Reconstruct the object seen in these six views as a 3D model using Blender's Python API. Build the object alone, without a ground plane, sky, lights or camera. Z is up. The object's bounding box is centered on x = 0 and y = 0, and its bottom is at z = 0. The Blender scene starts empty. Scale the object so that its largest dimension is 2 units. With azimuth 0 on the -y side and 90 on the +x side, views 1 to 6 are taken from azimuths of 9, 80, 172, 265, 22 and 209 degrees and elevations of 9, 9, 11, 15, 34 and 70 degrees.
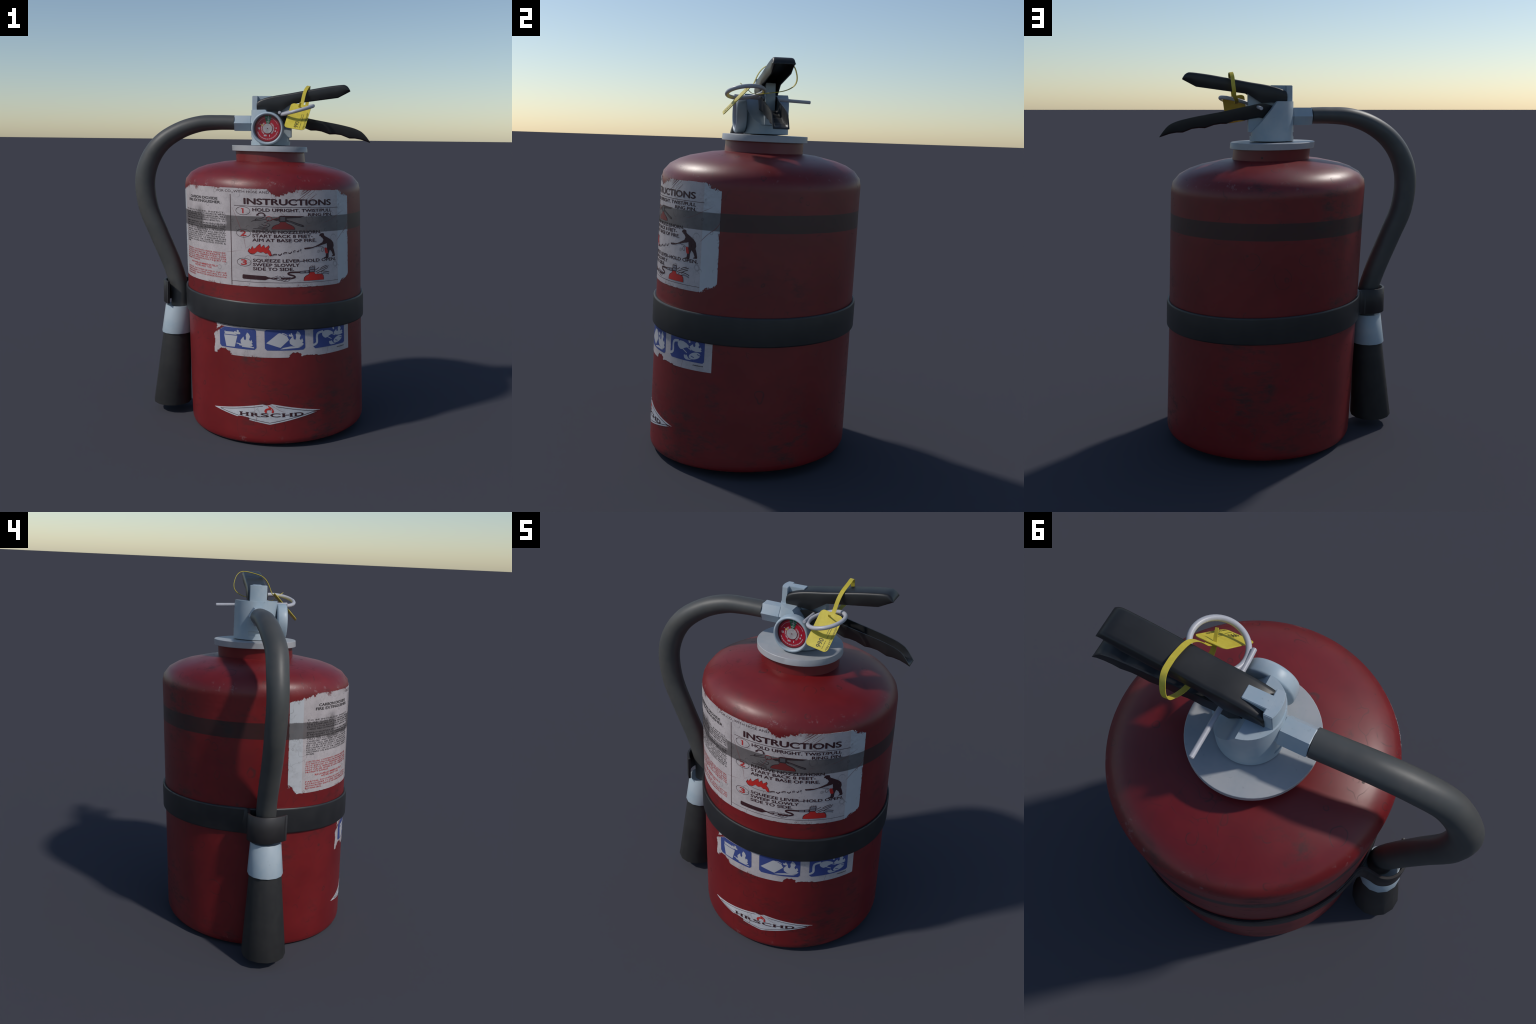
# Red CO2 fire extinguisher: tank, valve head with levers, pull pin, tag, gauge, hose, horn, belt, labels.
import bpy, bmesh, math
import numpy as np
from mathutils import Vector, Matrix, noise

noise.seed_set(7)
TAU = 2 * math.pi
R_TANK = 0.5198         # tank radius
R_ARC = 0.5190          # radius on which the labels were laid out

# ------------------------------------------------------------------ helpers
def smooth_table(hs, vs):
    """Monotone cubic (Hermite) interpolation through a short table."""
    hs, vs = list(hs), list(vs)
    d = [(vs[i + 1] - vs[i]) / (hs[i + 1] - hs[i]) for i in range(len(hs) - 1)]
    m = [d[0]] + [0 if d[i] * d[i + 1] <= 0 else 2 * d[i] * d[i + 1] / (d[i] + d[i + 1]) for i in range(len(d) - 1)] + [d[-1]]
    def f(h):
        if h <= hs[0]: return vs[0] + m[0] * (h - hs[0])
        if h >= hs[-1]: return vs[-1] + m[-1] * (h - hs[-1])
        i = max(k for k in range(len(hs) - 1) if hs[k] <= h)
        w = hs[i + 1] - hs[i]; t = (h - hs[i]) / w
        return ((2*t**3 - 3*t**2 + 1) * vs[i] + (t**3 - 2*t*t + t) * w * m[i] + (3*t*t - 2*t**3) * vs[i + 1] + (t**3 - t*t) * w * m[i + 1])
    return f

# the tank leans and sags a little: centre line and the tilt of its horizontal rings
_h = (0.03, 0.7, 1.18, 1.27, 1.447, 1.644)
axis_x = smooth_table(_h, (0.1897, 0.1605, 0.142, 0.1385, 0.1297, 0.1096))
axis_y = smooth_table(_h, (-0.0249, -0.002, 0.0151, 0.0179, 0.0258, 0.0403))
tilt_x = smooth_table((0.03, 0.5, 0.9, 1.23, 1.45, 1.64), (0.0359, 0.018, 0.0, -0.005, -0.0153, -0.0146))
tilt_y = smooth_table((0.03, 0.5, 0.9, 1.23, 1.45, 1.64), (0.0209, 0.008, -0.002, -0.008, -0.0116, -0.0117))

def ring_point(theta, r, h, tilt=None):
    gx, gy = tilt if tilt else (tilt_x(h), tilt_y(h))
    dx, dy = r * math.cos(theta), r * math.sin(theta)
    return Vector((axis_x(h) + dx, axis_y(h) + dy, h + gx * dx + gy * dy))

def on_tank(s, h, lift=0.0):
    """s = arc length measured from the front (-y), positive to the right."""
    return ring_point(s / R_ARC - math.pi / 2, R_TANK + lift, h)

ROOT = bpy.data.objects.new("fire_extinguisher", None)
bpy.context.scene.collection.objects.link(ROOT)
ROOT["label"] = "worn red metal fire extinguisher with hose and white labels"
ROOT["category"] = "fire extinguisher"

def add_object(name, mesh, mat=None, parent=ROOT, smooth=None):
    ob = bpy.data.objects.new(name, mesh)
    bpy.context.scene.collection.objects.link(ob)
    ob.parent = parent
    if mat is not None:
        mesh.materials.clear(); mesh.materials.append(mat)
    if smooth is not None:
        set_smooth(mesh, smooth)
    return ob

def set_smooth(mesh, angle):
    """Shade smooth, keeping edges sharper than the angle (degrees)."""
    bm = bmesh.new(); bm.from_mesh(mesh)
    lim = math.radians(angle)
    for f in bm.faces: f.smooth = True
    for e in bm.edges:
        e.smooth = not (len(e.link_faces) == 2 and e.calc_face_angle(0) > lim)
    bm.to_mesh(mesh); bm.free()

def mesh_from(name, verts, faces, fix=True):
    me = bpy.data.meshes.new(name)
    me.from_pydata([tuple(v) for v in verts], [], faces)
    if fix:
        bm = bmesh.new(); bm.from_mesh(me)
        bmesh.ops.recalc_face_normals(bm, faces=bm.faces)
        bm.to_mesh(me); bm.free()
    me.update()
    return me

def loft(name, rings, cap=True, closed=False):
    """Join equal-length closed rings of points into a skin."""
    n = len(rings[0]); verts = [p for r in rings for p in r]; faces = []
    m = len(rings)
    for i in range(m if closed else m - 1):
        j = (i + 1) % m
        for k in range(n):
            l = (k + 1) % n
            faces.append((i * n + k, i * n + l, j * n + l, j * n + k))
    if cap and not closed:
        faces.append(tuple(range(n - 1, -1, -1))); faces.append(tuple((m - 1) * n + k for k in range(n)))
    return mesh_from(name, verts, faces)

def lathe(name, profile, seg=96, tilt=None):
    """Rings (r, h) around the tank's own axis; r = 0 closes the end."""
    rings = [[ring_point(TAU * k / seg, max(r, 1e-4), h, tilt) for k in range(seg)] for r, h in profile]
    return loft(name, rings)

def lathe_axis(name, profile, origin, direction, seg=48):
    """Rings (r, t) around a straight axis."""
    d = Vector(direction).normalized(); o = Vector(origin)
    u = d.orthogonal().normalized(); v = d.cross(u)
    rings = [[o + d * t + (u * math.cos(TAU * k / seg) + v * math.sin(TAU * k / seg)) * max(r, 1e-4) for k in range(seg)] for r, t in profile]
    return loft(name, rings)

def spline(points, n=14):
    P = [Vector(p) for p in points]
    P = [2 * P[0] - P[1]] + P + [2 * P[-1] - P[-2]]
    out = []
    for i in range(1, len(P) - 2):
        a, b, c, d = P[i - 1:i + 3]
        for k in range(n):
            t = k / n
            out.append(0.5 * (2 * b + (c - a) * t + (2 * a - 5 * b + 4 * c - d) * t * t + (3 * b - a - 3 * c + d) * t ** 3))
    return out + [P[-2]]

def tube(name, path, radius, seg=20, side=Vector((0, 1, 0)), closed=False):
    """radius(t) -> (in plane, along side)."""
    rings = []; m = len(path)
    for i, p in enumerate(path):
        if closed: tan = path[(i + 1) % m] - path[i - 1]
        else: tan = path[min(i + 1, m - 1)] - path[max(i - 1, 0)]
        tan.normalize()
        b = (side - tan * side.dot(tan)).normalized(); a = tan.cross(b)
        ra, rb = radius(i / (m - 1))
        rings.append([p + a * ra * math.cos(TAU * k / seg) + b * rb * math.sin(TAU * k / seg) for k in range(seg)])
    return loft(name, rings, closed=closed)

def box(name, x, y, z):
    v = [(a, b, c) for a in x for b in y for c in z]
    return mesh_from(name, v, [(0, 1, 3, 2), (4, 6, 7, 5), (0, 4, 5, 1), (2, 3, 7, 6), (0, 2, 6, 4), (1, 5, 7, 3)])

def prism_y(name, xz, y0, y1):
    n = len(xz)
    v = [(x, y0, z) for x, z in xz] + [(x, y1, z) for x, z in xz]
    f = [tuple(range(n)), tuple(range(2 * n - 1, n - 1, -1))] + [(i, (i + 1) % n, n + (i + 1) % n, n + i) for i in range(n)]
    return mesh_from(name, v, f)

def boolean(mesh, other, op):
    a = bpy.data.objects.new("work_a", mesh); b = bpy.data.objects.new("work_b", other)
    for ob in (a, b): bpy.context.scene.collection.objects.link(ob)
    m = a.modifiers.new("cut", "BOOLEAN"); m.object = b; m.operation = op; m.solver = "EXACT"
    dg = bpy.context.evaluated_depsgraph_get(); dg.update()
    out = bpy.data.meshes.new_from_object(a.evaluated_get(dg))
    for ob in (a, b): bpy.data.objects.remove(ob)
    return out

def bevel(mesh, width, segments=2, angle=35):
    bm = bmesh.new(); bm.from_mesh(mesh)
    bmesh.ops.remove_doubles(bm, verts=bm.verts, dist=1e-5)
    es = [e for e in bm.edges if len(e.link_faces) == 2 and e.calc_face_angle(0) > math.radians(angle)]
    bmesh.ops.bevel(bm, geom=es, offset=width, segments=segments, affect="EDGES", clamp_overlap=True)
    bm.to_mesh(mesh); bm.free()
    return mesh

def join(name, meshes):
    bm = bmesh.new()
    for m in meshes: bm.from_mesh(m)
    out = bpy.data.meshes.new(name); bm.to_mesh(out); bm.free()
    return out

# ------------------------------------------------------------------ materials
class Nodes:
    def __init__(self, name, rough=0.5, metallic=0.0, spec=0.5):
        self.mat = bpy.data.materials.new(name); self.mat.use_nodes = True
        self.t = self.mat.node_tree; self.p = self.t.nodes["Principled BSDF"]
        self.p.inputs["Roughness"].default_value = rough
        self.p.inputs["Metallic"].default_value = metallic
        self.p.inputs["Specular IOR Level"].default_value = spec
        self.co = self.t.nodes.new("ShaderNodeTexCoord").outputs["Object"]
    def put(self, sock, v):
        if hasattr(v, "is_output"): self.t.links.new(v, sock)
        else:
            if isinstance(v, (tuple, list)) and len(v) == 3 and sock.type == "RGBA": v = (*v, 1)
            sock.default_value = v
    def math(self, op, a, b=0.0, c=None, clamp=False):
        n = self.t.nodes.new("ShaderNodeMath"); n.operation = op; n.use_clamp = clamp
        self.put(n.inputs[0], a); self.put(n.inputs[1], b)
        if c is not None: self.put(n.inputs[2], c)
        return n.outputs[0]
    def mix(self, fac, a, b):
        n = self.t.nodes.new("ShaderNodeMix"); n.data_type = "RGBA"
        self.put(n.inputs[0], fac); self.put(n.inputs[6], a); self.put(n.inputs[7], b)
        return n.outputs[2]
    def scaled(self, scale, offset=(0, 0, 0), src=None):
        n = self.t.nodes.new("ShaderNodeMapping")
        self.put(n.inputs["Vector"], src or self.co); n.inputs["Scale"].default_value = scale; n.inputs["Location"].default_value = offset
        return n.outputs[0]
    def noise(self, scale, detail=3, rough=0.6, vec=None, dist=0.0):
        n = self.t.nodes.new("ShaderNodeTexNoise"); self.put(n.inputs["Vector"], vec or self.co)
        n.inputs["Scale"].default_value = scale; n.inputs["Detail"].default_value = detail; n.inputs["Roughness"].default_value = rough; n.inputs["Distortion"].default_value = dist
        return n.outputs[0]
    def voronoi(self, scale, feature="F1", vec=None):
        n = self.t.nodes.new("ShaderNodeTexVoronoi"); n.feature = feature; self.put(n.inputs["Vector"], vec or self.co); n.inputs["Scale"].default_value = scale
        return n
    def ramp(self, x, lo, hi):
        n = self.t.nodes.new("ShaderNodeMapRange"); n.interpolation_type = "SMOOTHSTEP"
        self.put(n.inputs[0], x); n.inputs[1].default_value = lo; n.inputs[2].default_value = hi
        return n.outputs[0]
    def xyz(self):
        n = self.t.nodes.new("ShaderNodeSeparateXYZ"); self.t.links.new(self.co, n.inputs[0]); return n.outputs
    def band(self, x, lo, hi, soft):
        return self.math("MULTIPLY", self.ramp(x, lo - soft, lo + soft), self.math("SUBTRACT", 1.0, self.ramp(x, hi - soft, hi + soft)))
    def warped(self, amount, scale):
        n = self.t.nodes.new("ShaderNodeTexNoise"); self.put(n.inputs["Vector"], self.co); n.inputs["Scale"].default_value = scale
        s = self.t.nodes.new("ShaderNodeVectorMath"); s.operation = "MULTIPLY_ADD"
        self.t.links.new(n.outputs["Color"], s.inputs[0]); s.inputs[1].default_value = (amount,) * 3; self.t.links.new(self.co, s.inputs[2])
        return s.outputs[0]
    def arc(self):
        """arc length around the tank from the front, and height"""
        x, y, z = self.xyz()
        th = self.math("ARCTAN2", self.math("SUBTRACT", x, self.math("MULTIPLY_ADD", z, -0.0403, 0.189)), self.math("SUBTRACT", self.math("MULTIPLY_ADD", z, 0.036, -0.0255), y))
        return self.math("MULTIPLY", th, R_ARC), z
    def stains(self, scale, chance, width):
        """thin irregular rings, as left by drops: edge of a warped cell's disc, in a few cells only"""
        v = self.voronoi(scale, vec=self.warped(0.05, 9))
        col = self.t.nodes.new("ShaderNodeSeparateColor"); self.t.links.new(v.outputs["Color"], col.inputs[0])
        size = self.math("MULTIPLY_ADD", col.outputs[1], 0.22, 0.12)
        ring = self.math("SUBTRACT", 1.0, self.ramp(self.math("ABSOLUTE", self.math("SUBTRACT", v.outputs["Distance"], size)), 0.0, width))
        broken = self.ramp(self.noise(14, 2), 0.42, 0.56)
        return self.math("MULTIPLY", self.math("MULTIPLY", ring, broken), self.math("LESS_THAN", col.outputs[0], chance))
    def done(self, color, bump=None, strength=0.1, dist=0.002, rough=None):
        self.put(self.p.inputs["Base Color"], color)
        if rough is not None: self.put(self.p.inputs["Roughness"], rough)
        if bump is not None:
            b = self.t.nodes.new("ShaderNodeBump"); b.inputs["Strength"].default_value = strength; b.inputs["Distance"].default_value = dist
            self.put(b.inputs["Height"], bump); self.t.links.new(b.outputs[0], self.p.inputs["Normal"])
        return self.mat

TAPE = (0.012, 0.0125, 0.012)

def red_paint():
    m = Nodes("red_paint", rough=0.45, spec=0.58)
    x, y, z = m.xyz()
    mottle = m.ramp(m.noise(5, 4), 0.3, 0.75)
    c = m.mix(mottle, (0.145, 0.0058, 0.0078), (0.185, 0.0088, 0.0105))
    # old drop rings and crackled smudges
    st = m.math("MULTIPLY", m.stains(7, 0.40, 0.024), 0.6)
    st2 = m.math("MULTIPLY", m.stains(17, 0.16, 0.05), 0.55)
    crack = m.voronoi(7, "DISTANCE_TO_EDGE", m.warped(0.22, 6)).outputs["Distance"]
    crack = m.math("MULTIPLY", m.math("SUBTRACT", 1.0, m.ramp(crack, 0.0, 0.018)), m.math("MULTIPLY", m.ramp(m.noise(3.1, 2), 0.50, 0.60), m.ramp(m.noise(23, 2), 0.42, 0.58)))
    smear = m.math("MULTIPLY", m.ramp(m.noise(2.6, 3, 0.55), 0.51, 0.66), m.ramp(m.noise(9, 9, 0.78, m.scaled((1, 1, 2.6))), 0.45, 0.66))
    dots = m.voronoi(11); dc = m.t.nodes.new("ShaderNodeSeparateColor"); m.t.links.new(dots.outputs["Color"], dc.inputs[0])
    dot = m.math("MULTIPLY", m.math("SUBTRACT", 1.0, m.ramp(dots.outputs["Distance"], 0.045, 0.085)), m.math("LESS_THAN", dc.outputs[0], 0.13))
    dirt = m.math("MAXIMUM", m.math("MAXIMUM", m.math("MULTIPLY", smear, 0.85), m.math("MULTIPLY", crack, 0.45)), m.math("MAXIMUM", m.math("MAXIMUM", st, st2), m.math("MULTIPLY", dot, 0.85)))
    c = m.mix(dirt, c, (0.013, 0.009, 0.009))
    # pale scuffs where the shoulder and the foot get knocked
    edge = m.math("MAXIMUM", m.math("MULTIPLY", m.band(z, 1.425, 1.475, 0.02), 0.75), m.math("MULTIPLY", m.math("SUBTRACT", 1.0, m.ramp(z, 0.02, 0.075)), 0.9))
    scuff = m.math("MULTIPLY", m.ramp(m.noise(26, 6, 0.8), 0.56, 0.68), m.ramp(m.noise(4.3, 2), 0.46, 0.58))
    c = m.mix(m.math("MULTIPLY", m.math("MULTIPLY", scuff, edge), 0.7), c, (0.30, 0.20, 0.20))
    # dark translucent tape band
    zz = m.math("ADD", z, m.math("MULTIPLY", m.math("SUBTRACT", m.noise(9, 2), 0.5), 0.004))
    tape = m.math("MULTIPLY", m.band(zz, 1.191, 1.276, 0.0015), 0.80)
    c = m.mix(tape, c, TAPE)
    rough = m.math("MULTIPLY_ADD", m.noise(6, 5), 0.14, 0.35)
    rough = m.math("ADD", rough, m.math("MULTIPLY", dirt, 0.2))
    return m.done(c, m.noise(90, 3), 0.02, 0.001, rough)

def label_paper(name, tape=False, base=(0.50, 0.445, 0.450), rect=None):
    m = Nodes(name, rough=0.45, spec=0.4)
    s, z = m.arc()
    c = m.mix(m.ramp(m.noise(13, 6, 0.7), 0.35, 0.75), base, tuple(k * 0.80 for k in base))
    c = m.mix(m.math("MULTIPLY", m.ramp(m.noise(150, 2), 0.60, 0.72), 0.35), c, (0.2, 0.19, 0.2))
    if tape:
        margin = m.math("MAXIMUM", m.ramp(s, 0.452, 0.456), m.math("SUBTRACT", 1.0, m.ramp(s, -0.604, -0.600)))
        c = m.mix(m.math("MULTIPLY", margin, 0.75), c, (0.50, 0.525, 0.555))
        # stains, then the tape band, which is smudged and half peeled at the left
        st = m.math("MAXIMUM", m.math("MULTIPLY", m.stains(13, 0.34, 0.045), 0.45), m.math("MULTIPLY", m.stains(30, 0.25, 0.08), 0.5))
        c = m.mix(st, c, (0.10, 0.085, 0.085))
        wob = m.math("MULTIPLY", m.math("SUBTRACT", m.noise(16, 6, 0.7), 0.5), 0.05)
        gap = m.math("MULTIPLY", m.band(m.math("ADD", s, wob), -0.37, -0.205, 0.012), m.band(m.math("ADD", z, wob), 1.215, 1.285, 0.008))
        smudge = m.math("MULTIPLY", m.band(m.math("ADD", s, m.math("MULTIPLY", wob, 3.0)), -0.43, -0.36, 0.03), m.band(z, 1.18, 1.305, 0.03))
        zz = m.math("ADD", z, m.math("MULTIPLY", m.math("SUBTRACT", m.noise(9, 2), 0.5), 0.004))
        band_ = m.math("MULTIPLY", m.band(m.math("ADD", zz, m.math("MULTIPLY", m.math("MULTIPLY", wob, 0.45), m.math("SUBTRACT", 1.0, m.ramp(s, -0.25, -0.15)))), 1.191, 1.276, 0.002), m.math("SUBTRACT", m.math("MULTIPLY_ADD", m.noise(11, 5, 0.7), 0.22, 0.68), m.math("MULTIPLY", gap, 0.72)))
        c = m.mix(m.math("MAXIMUM", band_, m.math("MULTIPLY", smudge, 0.62)), c, (0.045, 0.037, 0.037))
    # broad dirty smears
    sm = m.math("MULTIPLY", m.ramp(m.noise(3.4, 4, 0.6), 0.48, 0.70), m.ramp(m.noise(20, 7, 0.75, m.scaled((1, 1, 1.8))), 0.40, 0.66))
    c = m.mix(m.math("MULTIPLY", sm, 0.38), c, (0.16, 0.13, 0.13))
    if rect:
        # paper rubbed thin along the border: the red paint shows in specks
        s0, s1, z0, z1 = rect
        e = m.math("MINIMUM", m.math("MINIMUM", m.math("SUBTRACT", s, s0), m.math("SUBTRACT", s1, s)), m.math("MINIMUM", m.math("SUBTRACT", z, z0), m.math("SUBTRACT", z1, z)))
        rub = m.math("SUBTRACT", m.math("ADD", m.noise(110, 5, 0.75), m.math("MULTIPLY", m.math("SUBTRACT", m.noise(7, 2), 0.5), 0.9)), m.math("MULTIPLY", e, 9.0))
        c = m.mix(m.math("MULTIPLY", m.ramp(rub, 0.56, 0.66), 0.85), c, (0.15, 0.014, 0.016))
    # red scratches showing through
    sc = m.voronoi(2.6, "DISTANCE_TO_EDGE", m.warped(0.16, 2.2)).outputs["Distance"]
    sc = m.math("MULTIPLY", m.math("SUBTRACT", 1.0, m.ramp(sc, 0.0, 0.0045)), m.ramp(m.noise(3.7, 2), 0.50, 0.60))
    c = m.mix(m.math("MULTIPLY", sc, 0.75), c, (0.17, 0.03, 0.03))
    # fine dark crackle
    k = m.voronoi(12, "DISTANCE_TO_EDGE", m.warped(0.1, 14)).outputs["Distance"]
    k = m.math("MULTIPLY", m.math("SUBTRACT", 1.0, m.ramp(k, 0.0, 0.03)), m.ramp(m.noise(5.1, 3), 0.56, 0.66))
    c = m.mix(m.math("MULTIPLY", k, 0.4), c, (0.10, 0.09, 0.09))
    return m.done(c)

def ink(name, color, tape=False, wear=0.35):
    """printing ink, darker under the tape, worn through to paper in places"""
    m = Nodes(name, rough=0.5, spec=0.35)
    c = m.mix(m.math("MULTIPLY", m.ramp(m.noise(70, 4, 0.7), 0.60, 0.72), wear), color, (0.35, 0.33, 0.34))
    if tape:
        s, z = m.arc()
        keep = m.math("MULTIPLY", m.band(s, -0.37, -0.205, 0.012), 0.74)
        c = m.mix(m.math("MULTIPLY", m.band(z, 1.191, 1.276, 0.0015), m.math("SUBTRACT", 0.72, keep)), c, (0.028, 0.022, 0.023))
    return m.done(c)

def steel(name, base, blue):
    m = Nodes(name, rough=0.42, metallic=0.0, spec=0.5)
    c = m.mix(m.ramp(m.noise(9, 5, 0.65), 0.35, 0.7), base, blue)
    c = m.mix(m.math("MULTIPLY", m.ramp(m.noise(60, 4, 0.7), 0.62, 0.74), 0.4), c, tuple(k * 0.55 for k in blue))
    return m.done(c, m.noise(120, 2), 0.03, 0.001)

def plain(name, c0, c1, scale, rough, spec=0.5, bump=0.0, detail=4):
    m = Nodes(name, rough=rough, spec=spec)
    n = m.noise(scale, detail, 0.65)
    return m.done(m.mix(m.ramp(n, 0.35, 0.7), c0, c1), m.noise(scale * 14, 2) if bump else None, bump, 0.001)

PAINT = red_paint()
STEEL = steel("brushed_steel", (0.385, 0.445, 0.490), (0.320, 0.405, 0.470))
FLANGE_STEEL = steel("flange_steel", (0.395, 0.398, 0.412), (0.335, 0.360, 0.385))
WIRE = plain("wire_steel", (0.42, 0.42, 0.46), (0.47, 0.47, 0.50), 20, 0.38)
BLACK = plain("black_plastic", (0.012, 0.012, 0.0125), (0.017, 0.017, 0.018), 14, 0.42, 0.5)
RUBBER = plain("hose_rubber", (0.060, 0.062, 0.061), (0.074, 0.072, 0.068), 9, 0.50, 0.5)
HORN = plain("horn_plastic", (0.022, 0.0215, 0.0225), (0.031, 0.030, 0.0295), 11, 0.6, 0.35)
BELT = plain("belt_rubber", (0.0145, 0.0145, 0.0165), (0.020, 0.0195, 0.0215), 12, 0.45, 0.5)
CLIP = plain("clip_rubber", (0.021, 0.019, 0.020), (0.028, 0.025, 0.026), 12, 0.5, 0.5)
YELLOW = plain("yellow_plastic", (0.58, 0.46, 0.045), (0.66, 0.54, 0.065), 30, 0.5, 0.4)
PAPER = label_paper("label_paper", tape=True, rect=(-0.684, 0.5475, 0.8945, 1.4165))
PICTO_PAPER = label_paper("pictogram_paper", rect=(-0.3055, 0.5425, 0.5060, 0.80))
EMBLEM_PAPER = label_paper("emblem_paper", base=(0.56, 0.555, 0.585))
BROWN_INK = ink("brown_ink", (0.045, 0.013, 0.017), tape=True, wear=0.2)
BLACK_INK = ink("black_ink", (0.035, 0.028, 0.030), tape=True)
RED_INK = ink("red_ink", (0.42, 0.035, 0.035), tape=True, wear=0.25)
FLAME_INK = ink("flame_ink", (0.50, 0.022, 0.018), tape=True, wear=0.1)
BLUE_INK = ink("blue_ink", (0.042, 0.064, 0.225), wear=0.18)
WHITE_INK = ink("white_ink", (0.46, 0.45, 0.47), wear=0.0)
GREY_INK = ink("grey_ink", (0.20, 0.19, 0.215), tape=True)
TAG_INK = plain("tag_ink", (0.06, 0.055, 0.012), (0.09, 0.08, 0.02), 60, 0.5)
DIAL_RED = plain("dial_red", (0.40, 0.010, 0.028), (0.33, 0.008, 0.024), 40, 0.3)
DIAL_GREEN = plain("dial_green", (0.010, 0.11, 0.055), (0.010, 0.13, 0.065), 40, 0.3)
DIAL_SILVER = plain("dial_silver", (0.34, 0.31, 0.32), (0.46, 0.43, 0.43), 60, 0.3)
DIAL_WHITE = plain("dial_white", (0.58, 0.52, 0.54), (0.62, 0.56, 0.58), 40, 0.4)
DIAL_DARK = plain("dial_shadow", (0.10, 0.012, 0.018), (0.13, 0.02, 0.025), 40, 0.35)
NEEDLE = plain("needle_yellow", (0.62, 0.42, 0.02), (0.66, 0.46, 0.03), 40, 0.4)

# ------------------------------------------------------------------ tank
tank_profile = [(0.0, 0.017), (0.30, 0.017), (0.44, 0.0188), (0.475, 0.0200), (0.492, 0.0215), (0.506, 0.0255), (0.5132, 0.031), (0.5180, 0.042), (R_TANK, 0.058)]
tank_profile += [(R_TANK, h) for h in np.linspace(0.09, 1.38, 30)]
tank_profile += [(R_TANK, 1.396), (0.5192, 1.4110), (0.5122, 1.4432), (0.4815, 1.4805), (0.4360, 1.5062), (0.3850, 1.5245), (0.2750, 1.5482), (0.2044, 1.5556)]
tank = add_object("tank", lathe("tank", tank_profile + [(0.15, 1.5556)], 128), PAINT, smooth=50)
neck = add_object("neck", lathe("neck", [(0.17, 1.55), (0.2055, 1.5505), (0.2044, 1.6125), (0.17, 1.613)], 96), PAINT, smooth=50)
flange = add_object("neck_flange", lathe("neck_flange", [(0.10, 1.6112), (0.2225, 1.6112), (0.2243, 1.6130), (0.2238, 1.6425), (0.2222, 1.6442), (0.10, 1.6442)], 64), FLANGE_STEEL, smooth=40)

# ------------------------------------------------------------------ valve head (level, straight above the neck)
VX, VY = 0.1158, 0.0424
VR = 0.1165
body = lathe_axis("valve_body", [(0, 1.640), (VR, 1.649), (VR, 1.8535), (0, 1.8535)], (VX, VY, 0), (0, 0, 1), 64)
# slanting, slightly hollow cut that opens the front of the head
cut = prism_y("cut", [(0.0985, 1.90), (0.0985, 1.852), (0.140, 1.796), (0.185, 1.741), (0.232, 1.690), (0.30, 1.660), (0.30, 1.90)], -0.2, 0.3)
body = boolean(body, cut, "DIFFERENCE")
for x0, x1 in ((-0.02, 0.0110), (0.2205, 0.26)):          # wrench slots at the foot
    body = boolean(body, box("slot", (x0, x1), (VY - 0.052, VY + 0.045), (1.6735, 1.6945)), "DIFFERENCE")
fin = prism_y("fin", [(0.06, 1.66), (0.2405, 1.696), (0.2405, 1.903), (0.17, 1.895), (0.10, 1.88), (0.06, 1.86)], 0.0156, 0.0645)
post = lathe_axis("post", [(0, 1.845), (0.1125, 1.845), (0.1125, 1.9355), (0, 1.9355)], (VX, VY - 0.002, 0), (0, 0, 1), 64)
post = boolean(post, box("keep", (-0.05, 0.042), (-0.006, 0.0855), (1.80, 2.0)), "INTERSECT")
lug = prism_y("lug", [(0.030, 1.900), (0.030, 1.936), (0.1205, 1.9365), (0.1205, 1.925), (0.085, 1.905)], 0.0195, 0.0665)
head = bevel(join("valve_body", [body]), 0.0018, 2, 40)
valve = add_object("valve_body", head, STEEL, smooth=35)
add_object("valve_fin", bevel(fin, 0.0015, 2), STEEL, valve, smooth=35)
add_object("lever_hook", join("lever_hook", [bevel(post, 0.003, 2, 50), bevel(lug, 0.0018, 2)]), STEEL, valve, smooth=35)
# hexagonal hose coupling
def hexagon(x, R, cy=0.0390, cz=1.7768):
    return [Vector((x, cy + R * math.cos(TAU * k / 6), cz + R * math.sin(TAU * k / 6))) for k in range(6)]
nut = loft("hose_coupling", [hexagon(x, R) for x, R in ((0.0, 0.0508), (-0.003, 0.0520), (-0.0965, 0.0520), (-0.099, 0.0505))])
stub = loft("stub", [hexagon(x, 0.0480) for x in (0.06, -0.001)])
add_object("hose_coupling", join("hose_coupling", [nut, stub]), STEEL, smooth=25)

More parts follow.
